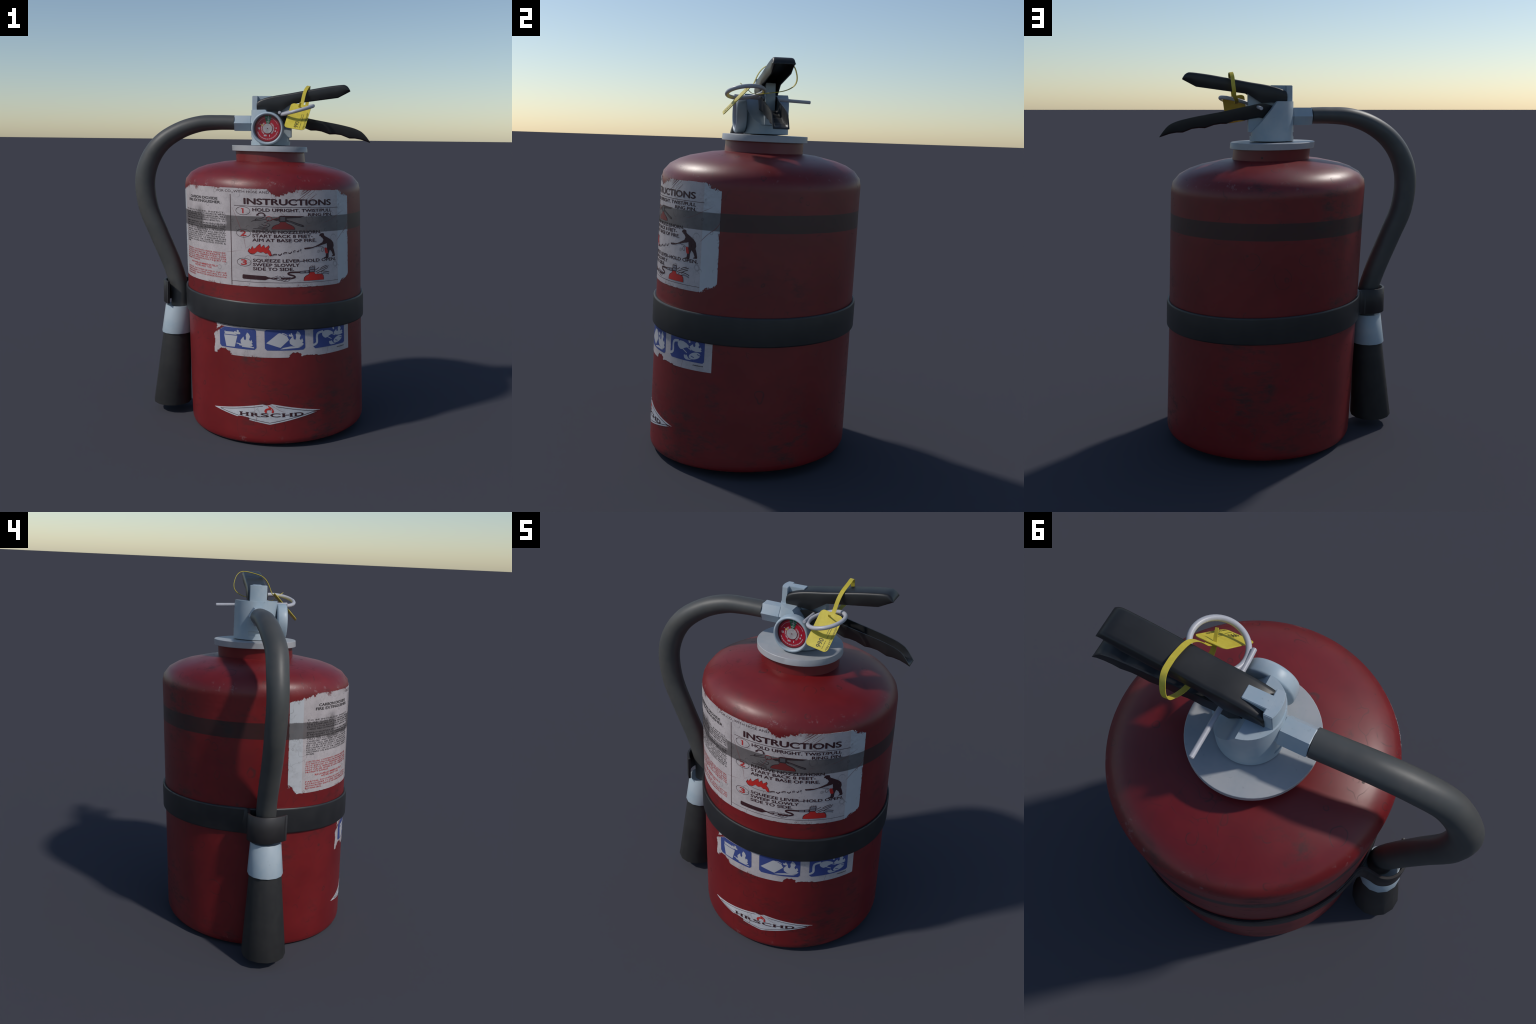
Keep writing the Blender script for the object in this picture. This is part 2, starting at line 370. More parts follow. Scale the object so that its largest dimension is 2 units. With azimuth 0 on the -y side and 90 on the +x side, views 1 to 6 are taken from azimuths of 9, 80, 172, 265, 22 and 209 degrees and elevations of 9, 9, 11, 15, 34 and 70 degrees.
# ------------------------------------------------------------------ pressure gauge, facing the front
GX, GZ = 0.1165, 1.7455
case = lathe_axis("pressure_gauge", [(0, -0.070), (0.080, -0.070), (0.0920, -0.074), (0.0945, -0.080), (0.0945, -0.111), (0.0930, -0.1195), (0.0895, -0.1245), (0.0855, -0.1258), (0.0815, -0.1235), (0.0795, -0.1160), (0.0770, -0.100), (0, -0.100)],
                  (GX, 0, GZ), (0, 1, 0), 64)
gauge = add_object("pressure_gauge", case, STEEL, smooth=50)
def dial_disc(name, r0, r1, a0, a1, y, mat, seg=64, thick=0.0008):
    """flat sector on the dial; angles clockwise from twelve o'clock"""
    v, f = [], []
    for i in range(seg + 1):
        a = a0 + (a1 - a0) * i / seg
        for r in (r0, r1):
            for yy in (y, y + thick):
                v.append((GX + r * math.sin(a), yy, GZ + r * math.cos(a)))
    for i in range(seg):
        k = 4 * i; n = k + 4
        f += [(k, k + 2, n + 2, n), (k + 1, n + 1, n + 3, k + 3), (k + 2, k + 3, n + 3, n + 2), (k, n, n + 1, k + 1)]
    return add_object(name, mesh_from(name, v, f), mat, gauge)
dial = dial_disc("dial_face", 0.001, 0.0720, 0, TAU, -0.1030, DIAL_RED)
dial_disc("dial_dark_ring", 0.0700, 0.0785, 0, TAU, -0.1034, DIAL_DARK)  # flat dark red ring around the dial face
dial_disc("dial_green_sector", 0.020, 0.0722, math.radians(-14), math.radians(19), -0.1042, DIAL_GREEN, 20)
dial_disc("dial_hub", 0.0005, 0.0278, 0, TAU, -0.1066, DIAL_SILVER)
dial_disc("dial_hub_hole", 0.0003, 0.0030, 0, TAU, -0.1070, DIAL_DARK, 16)
dial_disc("dial_scale_line", 0.0612, 0.0622, math.radians(-68), math.radians(68), -0.1050, DIAL_WHITE, 40)
dial_disc("dial_mark", 0.045, 0.0725, math.radians(3.2), math.radians(4.4), -0.1053, DIAL_WHITE, 2)
dial_disc("dial_mark", 0.0285, 0.045, math.radians(3.0), math.radians(4.9), -0.1053, DIAL_WHITE, 2)
dial_disc("needle", 0.027, 0.042, math.radians(-61), math.radians(-55), -0.1060, NEEDLE, 3)

# ------------------------------------------------------------------ lettering
def text_mesh(body, bold=0.0, res=3):
    cu = bpy.data.curves.new("lettering", "FONT")
    cu.body = body; cu.size = 1.0; cu.offset = bold; cu.resolution_u = res; cu.fill_mode = "FRONT"
    ob = bpy.data.objects.new("lettering", cu); bpy.context.scene.collection.objects.link(ob)
    dg = bpy.context.evaluated_depsgraph_get(); dg.update()
    me = bpy.data.meshes.new_from_object(ob.evaluated_get(dg))
    bpy.data.objects.remove(ob); bpy.data.curves.remove(cu)
    return me

def flat_geometry(me):
    v = np.array([p.co[:] for p in me.vertices]); f = [tuple(p.vertices) for p in me.polygons]
    bpy.data.meshes.remove(me)
    return v, f

CAP = 0.69           # cap height of the built-in font at size 1
class Sheet:
    """collects flat pieces drawn in (s, h) and wraps them on the tank"""
    def __init__(self): self.v, self.f = [], []
    def add(self, pts, faces, mapper):
        k = len(self.v); self.v += [mapper(*p) for p in pts]; self.f += [tuple(i + k for i in q) for q in faces]
    def text(self, body, s0, s1, base, cap, mapper, bold=0.02, res=3, fat=0.0):
        v, f = flat_geometry(text_mesh(body, bold, res))
        x0, x1 = v[:, 0].min(), v[:, 0].max()
        kx = (s1 - s0) / (x1 - x0)
        d = cap * fat
        for o, oh, up in ((0, 0, 0.0), (-d, 0, 0.00008), (d, 0, 0.00016), (0, cap * 0.035, 0.00024), (0, -cap * 0.035, 0.00032))[:5 if fat > 0.046 else 3 if fat else 1]:
            self.add([(s0 + d + (p[0] - x0) * kx * (1 - 2 * d / (s1 - s0)) + o, base + oh + p[1] * cap / CAP) for p in v], f, lambda a, b, up=up: mapper(a, b, up))
    def polygon(self, pts, mapper, cell=0.012):
        """closed outline, filled; long edges are divided so that it follows the curve"""
        bm = bmesh.new(); ring = []
        for i, p in enumerate(pts):
            q = pts[(i + 1) % len(pts)]; n = max(1, int(abs(q[0] - p[0]) / cell))
            ring += [bm.verts.new((p[0] + (q[0] - p[0]) * k / n, p[1] + (q[1] - p[1]) * k / n, 0)) for k in range(n)]
        es = [bm.edges.new((ring[i], ring[(i + 1) % len(ring)])) for i in range(len(ring))]
        bmesh.ops.triangle_fill(bm, edges=es, use_beauty=True)
        lo, hi = min(p[0] for p in pts), max(p[0] for p in pts)
        for c in np.arange(math.ceil(lo / cell) * cell, hi, cell):
            bmesh.ops.bisect_plane(bm, geom=bm.verts[:] + bm.edges[:] + bm.faces[:], plane_co=(c, 0, 0), plane_no=(1, 0, 0))
        bm.verts.index_update()
        self.add([(v.co.x, v.co.y) for v in bm.verts], [tuple(v.index for v in f.verts) for f in bm.faces], mapper)
        bm.free()
    def stroke(self, pts, w, mapper, taper=None):
        """a drawn line of width w through points"""
        P = [Vector((a, b, 0)) for a, b in pts]; L, R_ = [], []
        for i, p in enumerate(P):
            t = (P[min(i + 1, len(P) - 1)] - P[max(i - 1, 0)]).normalized(); n = Vector((-t.y, t.x, 0))
            ww = w * (taper(i / (len(P) - 1)) if taper else 1) / 2
            L.append(p + n * ww); R_.append(p - n * ww)
        pts2 = [(p.x, p.y) for q in zip(L, R_) for p in q]
        self.add(pts2, [(2 * i, 2 * i + 1, 2 * i + 3, 2 * i + 2) for i in range(len(P) - 1)], mapper)
    def curve(self, pts, w, mapper, n=6, taper=None):
        self.stroke([(p.x, p.y) for p in spline([(a, b, 0) for a, b in pts], n)], w, mapper, taper)
    def line(self, a, b, w, mapper, n=40):
        self.stroke([(a[0] + (b[0] - a[0]) * i / n, a[1] + (b[1] - a[1]) * i / n) for i in range(n + 1)], w, mapper)
    def ellipse(self, c, rx, ry, w, mapper, n=40):
        self.stroke([(c[0] + rx * math.cos(TAU * i / n), c[1] + ry * math.sin(TAU * i / n)) for i in range(n + 1)], w, mapper)
    def make(self, name, mat, parent, stuff=True):
        me = mesh_from(name, self.v, self.f, fix=False)
        ob = add_object(name, me, mat, parent)
        if stuff: ob["kind"] = "stuff"
        return ob

def wrap(lift): return lambda s, h, up=0.0: on_tank(s, h, lift + up)
INK1, INK2, INK3 = wrap(0.0016), wrap(0.0021), wrap(0.0026)

# curved and straight lettering on the dial
def dial_text(sheet, body, r, a_mid, span, cap, y, inward=False, bold=0.02):
    v, f = flat_geometry(text_mesh(body, bold, 2))
    x0, x1 = v[:, 0].min(), v[:, 0].max()
    def place(x, yy):
        t = (x - x0) / (x1 - x0) - 0.5
        if inward: a, rr = a_mid - t * span, r + (CAP - yy) / CAP * cap
        else: a, rr = a_mid + t * span, r + yy / CAP * cap
        return Vector((GX + rr * math.sin(a), y, GZ + rr * math.cos(a)))
    sheet.add([(p[0], p[1]) for p in v], f, place)
dl = Sheet()
dial_text(dl, "RECHARGE", 0.0315, math.radians(-88), math.radians(112), 0.0075, -0.1045)
dial_text(dl, "OVERCHARGED", 0.0315, math.radians(88), math.radians(112), 0.0075, -0.1045)
dial_text(dl, "195", 0.0505, math.radians(3.8), math.radians(15), 0.0065, -0.1056)
dial_text(dl, "P S I", 0.0340, math.radians(3.8), math.radians(20), 0.0065, -0.1056)
def dial_block(u, v, w, h, y=-0.1045):
    dl.add([(u - w, v - h), (u + w, v - h), (u + w, v + h), (u - w, v + h)], [(0, 1, 2, 3)], lambda a, b: Vector((GX + a, y, GZ + b)))
for u, v, w, h in ((-0.019, -0.039, 0.0018, 0.0050), (-0.0145, -0.040, 0.0015, 0.0045), (-0.0105, -0.0395, 0.0014, 0.0050), (-0.0065, -0.040, 0.0014, 0.0040), (0.012, -0.041, 0.0017, 0.0055), (0.050, 0.002, 0.0022, 0.0045), (0.0475, -0.0145, 0.0016, 0.0045), (0.0435, -0.0155, 0.0014, 0.0040), (-0.053, 0.004, 0.0030, 0.0016), (-0.053, -0.002, 0.0030, 0.0016), (-0.047, 0.0, 0.0016, 0.0060), (-0.0415, 0.024, 0.0035, 0.0014)):
    dial_block(u, v, w, h)
for i in range(36):                                        # tiny print round the lower edge: strokes only
    a = math.radians(108 + i * 4.1); h = 0.0022 + 0.0010 * math.sin(i * 2.3)
    c, s = math.cos(a), math.sin(a); r = 0.0605
    dl.add([(-0.0011, -h), (0.0011, -h), (0.0011, h), (-0.0011, h)], [(0, 1, 2, 3)], lambda p, q, c=c, s=s: Vector((GX + (r + q) * s + p * c, -0.1045, GZ + (r + q) * c - p * s)))
dl.make("dial_lettering", DIAL_WHITE, gauge)

# ------------------------------------------------------------------ levers
upper_top = smooth_table((0.038, 0.044, 0.12, 0.24, 0.306, 0.485, 0.545, 0.566, 0.579), (1.894, 1.9055, 1.932, 1.952, 1.964, 1.9935, 1.9990, 1.9885, 1.9700))
def upper_bottom(x): return float(np.interp(x, (0.038, 0.105, 0.174, 0.250, 0.508, 0.579), (1.8545, 1.8500, 1.8450, 1.8945, 1.9290, 1.9660)))
def upper_section(x):
    zt, zb = upper_top(x), upper_bottom(x); H = zt - zb; w = 0.0545; cy = 0.0405
    c = min(0.012, H * 0.45); wall = 0.0125; zi = max(zb + 0.0012, zt - 0.012)
    back = 0.010 if x < 0.05 else 0.0
    o = [(-w + 0.0065, zb), (-w + 0.0015, zb + 0.25 * H), (-w, zb + 0.5 * H), (-w + 0.0008, zt - c), (-w + 0.0028, zt - c * 0.5), (-w + 0.007, zt - c * 0.16), (-w + 0.015, zt), (w - 0.015, zt), (w - 0.007, zt - c * 0.16), (w - 0.0028, zt - c * 0.5), (w - 0.0008, zt - c), (w, zb + 0.5 * H), (w - 0.0015, zb + 0.25 * H), (w - 0.0065, zb)]
    i = [(w - wall, zb), (w - wall, zi - min(0.01, (zi - zb) * 0.4)), (w - wall - 0.008, zi), (-w + wall + 0.008, zi), (-w + wall, zi - min(0.01, (zi - zb) * 0.4)), (-w + wall, zb)]
    return [Vector((x, cy + y, z)) for y, z in o + i]
xs = [0.038, 0.0415, 0.048, 0.060, 0.08, 0.105, 0.13, 0.155, 0.174, 0.20, 0.225, 0.250] + list(np.linspace(0.28, 0.50, 10)) + [0.508, 0.525, 0.545, 0.556, 0.566, 0.573, 0.579]
upper = add_object("carrying_handle", loft("carrying_handle", [upper_section(x) for x in xs]), BLACK, smooth=48)

lower_top = smooth_table((0.114, 0.168, 0.255, 0.348, 0.598, 0.649, 0.672, 0.704), (1.8315, 1.8430, 1.8260, 1.8060, 1.7550, 1.7340, 1.7145, 1.6735))
_lb = ((0.114, 1.8285), (0.140, 1.798), (0.166, 1.767), (0.187, 1.770), (0.234, 1.762), (0.262, 1.755), (0.285, 1.7565), (0.318, 1.752), (0.355, 1.7375), (0.385, 1.7375), (0.42, 1.732), (0.467, 1.7155), (0.500, 1.7165), (0.535, 1.7120), (0.584, 1.6930), (0.615, 1.6930), (0.650, 1.6870), (0.704, 1.6690))
def lower_bottom(x): return float(np.interp(x, [a for a, b in _lb], [b for a, b in _lb]))
def lower_section(x):
    zt, zb = lower_top(x), lower_bottom(x); H = max(zt - zb, 0.002); k = (x - 0.17) / 0.53
    w = 0.0440 - 0.0060 * k; cy = 0.0375 - 0.0255 * k; wall = 0.0085; c = min(0.009, H * 0.35); zi = min(zt - 0.001, zb + 0.0065)
    o = [(-w, zt), (-w, zb + c), (-w + 0.003, zb + c * 0.35), (-w + 0.010, zb), (w - 0.010, zb), (w - 0.003, zb + c * 0.35), (w, zb + c), (w, zt)]
    m = zi + min(0.008, (zt - zi) * 0.4)
    i = [(w - wall * 0.6, zt), (w - wall, m), (w - wall - 0.006, zi), (-w + wall + 0.006, zi), (-w + wall, m), (-w + wall * 0.6, zt)]
    return [Vector((x, cy + y, z)) for y, z in o + i]
xs = sorted(set([a for a, b in _lb] + list(np.linspace(0.12, 0.70, 40))))
lower = add_object("squeeze_lever", loft("squeeze_lever", [lower_section(x) for x in xs]), BLACK, smooth=48)

# ------------------------------------------------------------------ pull pin with ring
rod = tube("pull_pin", spline([(0.1935, 0.2576, 1.8172), (0.191, 0.10, 1.8235), (0.1875, -0.02, 1.8290), (0.1870, -0.09, 1.8325), (0.1885, -0.1385, 1.8355)], 8), lambda t: (0.0088, 0.0088), 16, Vector((0, 0, 1)))
pin = add_object("pull_pin", bevel(rod, 0.002, 2, 60), WIRE, smooth=50)
rc, rn = Vector((0.2869, -0.0948, 1.8505)), Vector((-0.268, -0.099, 1.0)).normalized()
ru = rn.cross(Vector((0, 1, 0))).normalized(); rv = rn.cross(ru)
ring_path = [rc + 0.0925 * (ru * math.cos(TAU * k / 56) + rv * math.sin(TAU * k / 56)) for k in range(56)]
add_object("pull_ring", tube("pull_ring", ring_path, lambda t: (0.0102, 0.0102), 14, rn, closed=True), WIRE, pin, smooth=60)

# ------------------------------------------------------------------ inspection tag and its strap
tb = Vector((0.2215, -0.1995, 1.7525)); tu = Vector((0.1170, -0.0087, -0.0187)); tv = Vector((0.0277, 0.1300, 0.1395))
tn = tu.cross(tv).normalized()
if tn.y > 0: tn = -tn
def tag_point(a, b, lift=0.0): return tb + tu * a + tv * b + tn * lift
LU, LV = tu.length, tv.length
outline = []
for cx_, cy_, a0 in ((1, 1, 0), (0, 1, 90), (0, 0, 180), (1, 0, 270)):
    r = 0.021
    for k in range(7):
        a = math.radians(a0 + 15 * k)
        outline.append(((LU - r if cx_ else r) + r * math.cos(a), (LV - r if cy_ else r) + r * math.sin(a)))
tagm = loft("inspection_tag", [[tag_point(p / LU, q / LV, l) for p, q in outline] for l in (-0.0018, 0.0018)])
tag = add_object("inspection_tag", bevel(tagm, 0.0007, 1, 50), YELLOW, smooth=40)
strap_path = spline([(0.307, -0.074, 1.8745), (0.3095, -0.0600, 1.8890), (0.3165, -0.0400, 1.9350), (0.3235, -0.0190, 1.9640), (0.3290, 0.0080, 1.9805), (0.3330, 0.0580, 1.9935), (0.3325, 0.0920, 1.9985), (0.332, 0.112, 1.9972), (0.330, 0.129, 1.9890), (0.327, 0.144, 1.9700), (0.325, 0.154, 1.9380), (0.322, 0.155, 1.9150), (0.320, 0.149, 1.8970), (0.318, 0.136, 1.8825), (0.310, 0.112, 1.8685), (0.302, 0.076, 1.8580), (0.297, 0.010, 1.8480), (0.296, -0.030, 1.8430), (0.295, -0.060, 1.8445), (0.2955, -0.078, 1.8560), (0.2975, -0.090, 1.8680), (0.3066, -0.125, 1.8914)], 5)
rings = []
for i, p in enumerate(strap_path):
    t = (strap_path[min(i + 1, len(strap_path) - 1)] - strap_path[max(i - 1, 0)]).normalized()
    wdir = Vector((1, 0.02, -0.12)); wdir = (wdir - t * wdir.dot(t)).normalized(); n = t.cross(wdir)
    f = i / (len(strap_path) - 1)
    w = 0.0098 * (1 if f < 0.86 else 1 - 0.45 * (f - 0.86) / 0.14) + 0.006 * max(0, 1 - f * 30)
    h = 0.0013
    rings.append([p + wdir * w + n * h, p - wdir * w + n * h, p - wdir * w - n * h, p + wdir * w - n * h])
add_object("tag_strap", loft("tag_strap", rings), YELLOW, tag, smooth=40)
tl = Sheet()
def tag_text(body, a_base, b0, b1, cap, bold=0.0):
    """runs up the tag; letter tops point to its left edge"""
    v, f = flat_geometry(text_mesh(body, bold, 3)); x0, x1 = v[:, 0].min(), v[:, 0].max()
    tl.add([(p[0], p[1]) for p in v], f, lambda x, y: tag_point(a_base - y / CAP * cap / LU, b0 + (b1 - b0) * (x - x0) / (x1 - x0), 0.0024))
tag_text("990", 0.655, 0.055, 0.30, 0.0235, 0.012)
tag_text("*FIRE EXTINGUISHER*", 0.965, 0.045, 0.70, 0.0095, 0.004)
for row, (b0, b1) in ((0.755, (0.05, 0.26)), (0.765, (0.33, 0.62)), (0.685, (0.42, 0.62))):      # small illegible print: short strokes
    b = b0; k = 0
    while b < b1:
        w = 0.012 + 0.007 * ((k * 7) % 3)
        tl.add([(row, b), (row, b + w), (row - 0.026, b + w), (row - 0.026, b)], [(0, 1, 2, 3)], lambda a, q: tag_point(a, q, 0.0024))
        b += w + 0.011; k += 1
tl.make("tag_lettering", TAG_INK, tag)

# ------------------------------------------------------------------ hose and discharge horn
hose_pts = [(-0.1005, 0.0375, 1.7805), (-0.200, 0.0330, 1.7805), (-0.310, 0.0260, 1.7720), (-0.428, 0.0110, 1.7330), (-0.5385, -0.0080, 1.6590), (-0.6120, -0.0110, 1.5560), (-0.6440, -0.0140, 1.4300), (-0.6250, -0.0120, 1.2700), (-0.5600, -0.0120, 1.1100), (-0.4795, -0.0070, 0.920), (-0.4325, -0.0090, 0.765), (-0.4300, -0.0125, 0.655)]
def hose_radius(t):
    k = (0, 0.09, 0.27, 0.4, 0.5, 0.64, 0.76, 0.88, 1)
    return float(np.interp(t, k, (0.0430, 0.0440, 0.0510, 0.0570, 0.0610, 0.0610, 0.0590, 0.0565, 0.0535))), float(np.interp(t, k, (0.0500, 0.0510, 0.0545, 0.0560, 0.0545, 0.0530, 0.0525, 0.0520, 0.0515)))
hose = add_object("hose", tube("hose", spline(hose_pts, 10), hose_radius, 24), RUBBER, smooth=60)
def tilted_ring(x, y, z, r, seg=14, turn=0.12):
    return [Vector((x + r * math.cos(TAU * k / seg + turn), y + r * math.sin(TAU * k / seg + turn), z)) for k in range(seg)]
horn = add_object("discharge_horn", loft("discharge_horn", [tilted_ring(*q) for q in ((-0.447, -0.0165, 0.515, 0.0830), (-0.4485, -0.0180, 0.4900, 0.0855), (-0.4755, -0.0245, 0.0560, 0.1175), (-0.4757, -0.0245, 0.0520, 0.1160), (-0.4750, -0.0245, 0.0540, 0.106), (-0.4500, -0.0165, 0.47, 0.07))]), HORN, smooth=50)
add_object("horn_collar", loft("horn_collar", [tilted_ring(*q) for q in ((-0.4385, -0.0134, 0.6640, 0.060), (-0.4383, -0.0134, 0.6690, 0.0785), (-0.4385, -0.0134, 0.6665, 0.0805), (-0.4485, -0.0165, 0.5045, 0.0930), (-0.4489, -0.0165, 0.4990, 0.0925), (-0.4489, -0.0165, 0.4990, 0.075))]), STEEL, horn, smooth=50)

# ------------------------------------------------------------------ rubber belt and the clip that holds the horn
belt_tilt = (-0.026, 0.003)
belt_prof = [(0.5192, 0.6715), (0.5310, 0.6700), (0.5335, 0.6725), (0.5340, 0.677), (0.5345, 0.800), (0.5335, 0.8055), (0.5305, 0.8090), (0.5280, 0.8090), (0.5215, 0.8078), (0.5192, 0.806)]
belt = add_object("retaining_belt", loft("retaining_belt", [[ring_point(TAU * k / 96, r, h, belt_tilt) for k in range(96)] for r, h in belt_prof], cap=False, closed=True), BELT, smooth=45)
clip_path = spline([(-0.318, 0.215, 0), (-0.344, 0.145, 0), (-0.358, 0.104, 0), (-0.379, 0.078, 0), (-0.418, 0.077, 0), (-0.463, 0.081, 0), (-0.503, 0.059, 0), (-0.524, 0.018, 0), (-0.522, -0.030, 0), (-0.502, -0.074, 0), (-0.475, -0.110, 0)], 6)
rings = []
for i, p in enumerate(clip_path):
    t = (clip_path[min(i + 1, len(clip_path) - 1)] - clip_path[max(i - 1, 0)]).normalized(); n = Vector((t.y, -t.x, 0))
    f = i / (len(clip_path) - 1)
    z0, z1 = 0.6835 + 0.006 * f, 0.8235 + 0.003 * f
    h = 0.0066; b = 0.0016
    rings.append([p + n * (h - b) + Vector((0, 0, z0)), p + n * h + Vector((0, 0, z0 + b)), p + n * h + Vector((0, 0, z1 - b)), p + n * (h - b) + Vector((0, 0, z1)), p - n * (h - b) + Vector((0, 0, z1)), p - n * h + Vector((0, 0, z1 - b)), p - n * h + Vector((0, 0, z0 + b)), p - n * (h - b) + Vector((0, 0, z0))])
add_object("horn_clip", loft("horn_clip", rings), CLIP, belt, smooth=45)

# ------------------------------------------------------------------ paper labels with torn edges
def fray(s, h, k=1.0):
    return 0.010 * k * noise.noise((s * 55, h * 55, 3.1)) + 0.007 * k * noise.noise((s * 160 + h * 60, h * 130 - s * 50, 1.7)) + 0.006 * k * noise.noise((s * 380, h * 240 + s * 90, 4.2))
def cutline(s, h, a, b):
    """signed distance of (s, h) to the left of line a -> b"""
    dx, dy = b[0] - a[0], b[1] - a[1]; L = math.hypot(dx, dy)
    return ((s - a[0]) * -dy + (h - a[1]) * dx) / L
def paper(name, s0, s1, h0, h1, keep, mat, cell=0.0017, lift=0.0010):
    ns, nh = int((s1 - s0) / cell), int((h1 - h0) / cell)
    S = np.linspace(s0, s1, ns + 1); H = np.linspace(h0, h1, nh + 1)
    idx = {}; v = []; f = []
    for i in range(ns):
        for j in range(nh):
            if keep((S[i] + S[i + 1]) / 2, (H[j] + H[j + 1]) / 2):
                q = []
                for a, b in ((i, j), (i + 1, j), (i + 1, j + 1), (i, j + 1)):
                    if (a, b) not in idx:
                        idx[a, b] = len(v); v.append(on_tank(S[a], H[b], lift))
                    q.append(idx[a, b])
                f.append(tuple(q))
    me = mesh_from(name, v, f, fix=False)
    bm = bmesh.new(); bm.from_mesh(me)
    border = [e for e in bm.edges if e.is_boundary]
    new = bmesh.ops.extrude_edge_only(bm, edges=border)["geom"]
    for e in (g for g in new if isinstance(g, bmesh.types.BMVert)):
        d = Vector((e.co.x - axis_x(e.co.z), e.co.y - axis_y(e.co.z), 0)).normalized(); e.co -= d * lift * 1.2
    bm.to_mesh(me); bm.free()
    return add_object(name, me, mat, tank, smooth=30)

LS0, LS1, LH0, LH1 = -0.684, 0.5475, 0.8945, 1.4165
def keep_main(s, h):
    d = min(cutline(s, h, (-0.47, LH1 + 0.004), (-0.70, 1.368)), cutline(s, h, (0.556, 1.372), (0.446, LH1 + 0.002)), cutline(s, h, (0.452, LH0 - 0.001), (0.552, 0.942)), cutline(s, h, (-0.692, 0.955), (-0.628, LH0 - 0.002)))
    if d + fray(s, h, 1.3) < 0: return False
    # big gouge under the top edge, and slanting scrapes right of it
    g = h - (1.3760 + 0.35 * abs(s - 0.095) + 1.6 * max(0, 0.035 - (s - 0.03)) * 0.5)
    if h > 1.365 and -0.01 < s < 0.235 and g + fray(s, h, 1.5) > 0.0: return False
    u = s - 0.23 - (h - 1.365) * 1.45
    if h > 1.348 and -0.045 < u < 0.055 and noise.noise((u * 130, h * 16, 9.0)) > 0.16 + 0.9 * max(0, 1.375 - h) * 14 - (h - 1.395) * 2: return False
    e = min(s - LS0, LS1 - s, h - LH0, LH1 - h)
    return e + 0.0016 * noise.noise((s * 40, h * 40, 5.0)) > 0.0004
label = paper("instruction_label", LS0, LS1, LH0, LH1, keep_main, PAPER)
label_rub = keep_main

PS0, PS1, PH0, PH1 = -0.3055, 0.5425, 0.5105, 0.6900
def keep_picto(s, h):
    f = fray(s, h, 1.1)
    if math.hypot((s + 0.235) / 0.048, (h - 0.508) / 0.034) < 1 - 14 * f: return False
    if math.hypot((s - 0.178) / 0.034, (h - 0.512) / 0.026) < 1 - 22 * f: return False
    if math.hypot((s - 0.255) / 0.06, (h - 0.508) / 0.010) < 1 - 26 * f: return False
    if math.hypot((s + 0.312) / 0.030, (h - 0.660) / 0.035) < 1 - 18 * f: return False
    if math.hypot((s + 0.31) / 0.012, (h - 0.572) / 0.03) < 1 - 22 * f: return False
    u = s + 0.26 - (h - 0.65) * 1.7
    if abs(u) < 0.012 + f * 1.2 and 0.615 < h < 0.665: return False
    return True
picto = paper("pictogram_label", PS0, PS1, PH0, PH1, keep_picto, PICTO_PAPER)

EL, ER, ET, EB, EM = -0.321, 0.322, 0.2560, 0.1385, 0.1985
EC = 0.0255
def in_diamond(s, h, m):
    s2 = (s - EC) / ((ER - EC) if s > EC else (EC - EL)); hh = (h - EM) / ((ET - EM) if h > EM else (EM - EB))
    return abs(s2) + abs(hh) * 1.0 - 1 < m
def keep_emblem(s, h):
    f = fray(s, h)
    if not in_diamond(s, h, 0.0): return False
    if math.hypot((s - 0.015) / 0.030, (h - 0.262) / 0.016) < 1 - 16 * f: return False
    if math.hypot((s + 0.128) / 0.040, (h - 0.163) / 0.014) < 1 - 14 * f: return False
    if s > 0.275 and abs(h - 0.1965) < 0.004 + 0.3 * f: return False
    return True
emblem = paper("maker_emblem", EL, ER, EB, ET, keep_emblem, EMBLEM_PAPER, cell=0.0011)

# ------------------------------------------------------------------ print on the instruction label
big = Sheet()
big.text("INSTRUCTIONS", -0.0905, 0.4075, 1.3345, 0.0310, INK1, 0.0, 4, fat=0.085)
for body, s0, s1, b in (("HOLD UPRIGHT. TWIST/PULL", -0.0425, 0.412, 1.2985), ("RING PIN.", 0.260, 0.4145, 1.2760), ("REMOVE NOZZLE/HORN.", -0.0445, 0.338, 1.1822), ("START BACK 8 FEET-", -0.0465, 0.285, 1.1602), ("AIM AT BASE OF FIRE.", -0.047, 0.308, 1.1380),
                        ("SQUEEZE LEVER\u2013HOLD OPEN.", -0.0455, 0.4385, 1.0290), ("SWEEP SLOWLY", -0.046, 0.2065, 1.0060), ("SIDE TO SIDE.", -0.0465, 0.176, 0.9840)):
    big.text(body, s0, s1, b, 0.0160, INK1, 0.0, fat=0.062)
big.text("FOR CO\u2082 WITH HOSE AND" if False else "FOR CO  WITH HOSE AND", -0.2545, 0.0490, 1.3932, 0.0125, INK1, 0.0)
big.text("2", -0.160, -0.152, 1.3905, 0.0065, INK1, 0.0)
big.line((-0.168, 1.383), (-0.171, 0.897), 0.0040, INK1, 4)
big.line((-0.146, 1.3250), (0.459, 1.3200), 0.0024, INK1)
big.line((-0.170, 0.9195), (0.455, 0.9180), 0.0018, INK1)
for h in (1.2985, 1.1795, 1.0240):
    big.ellipse((-0.096, h), 0.040, 0.0215, 0.0022, INK1)
big.make("instruction_lettering", BROWN_INK, label)
num = Sheet()
for t, h in (("1", 1.2985), ("2", 1.1795), ("3", 1.0240)):
    if t == "1": num.polygon([(-0.0915, h - 0.0135), (-0.0915, h + 0.0135), (-0.1060, h + 0.0135), (-0.1060, h + 0.0095), (-0.1000, h + 0.0090), (-0.1000, h - 0.0135)], INK1)
    else: num.text(t, -0.114, -0.079, h - 0.0140, 0.0280, INK1, 0.008, fat=0.05)
num.make("step_numeral", RED_INK, label, False)

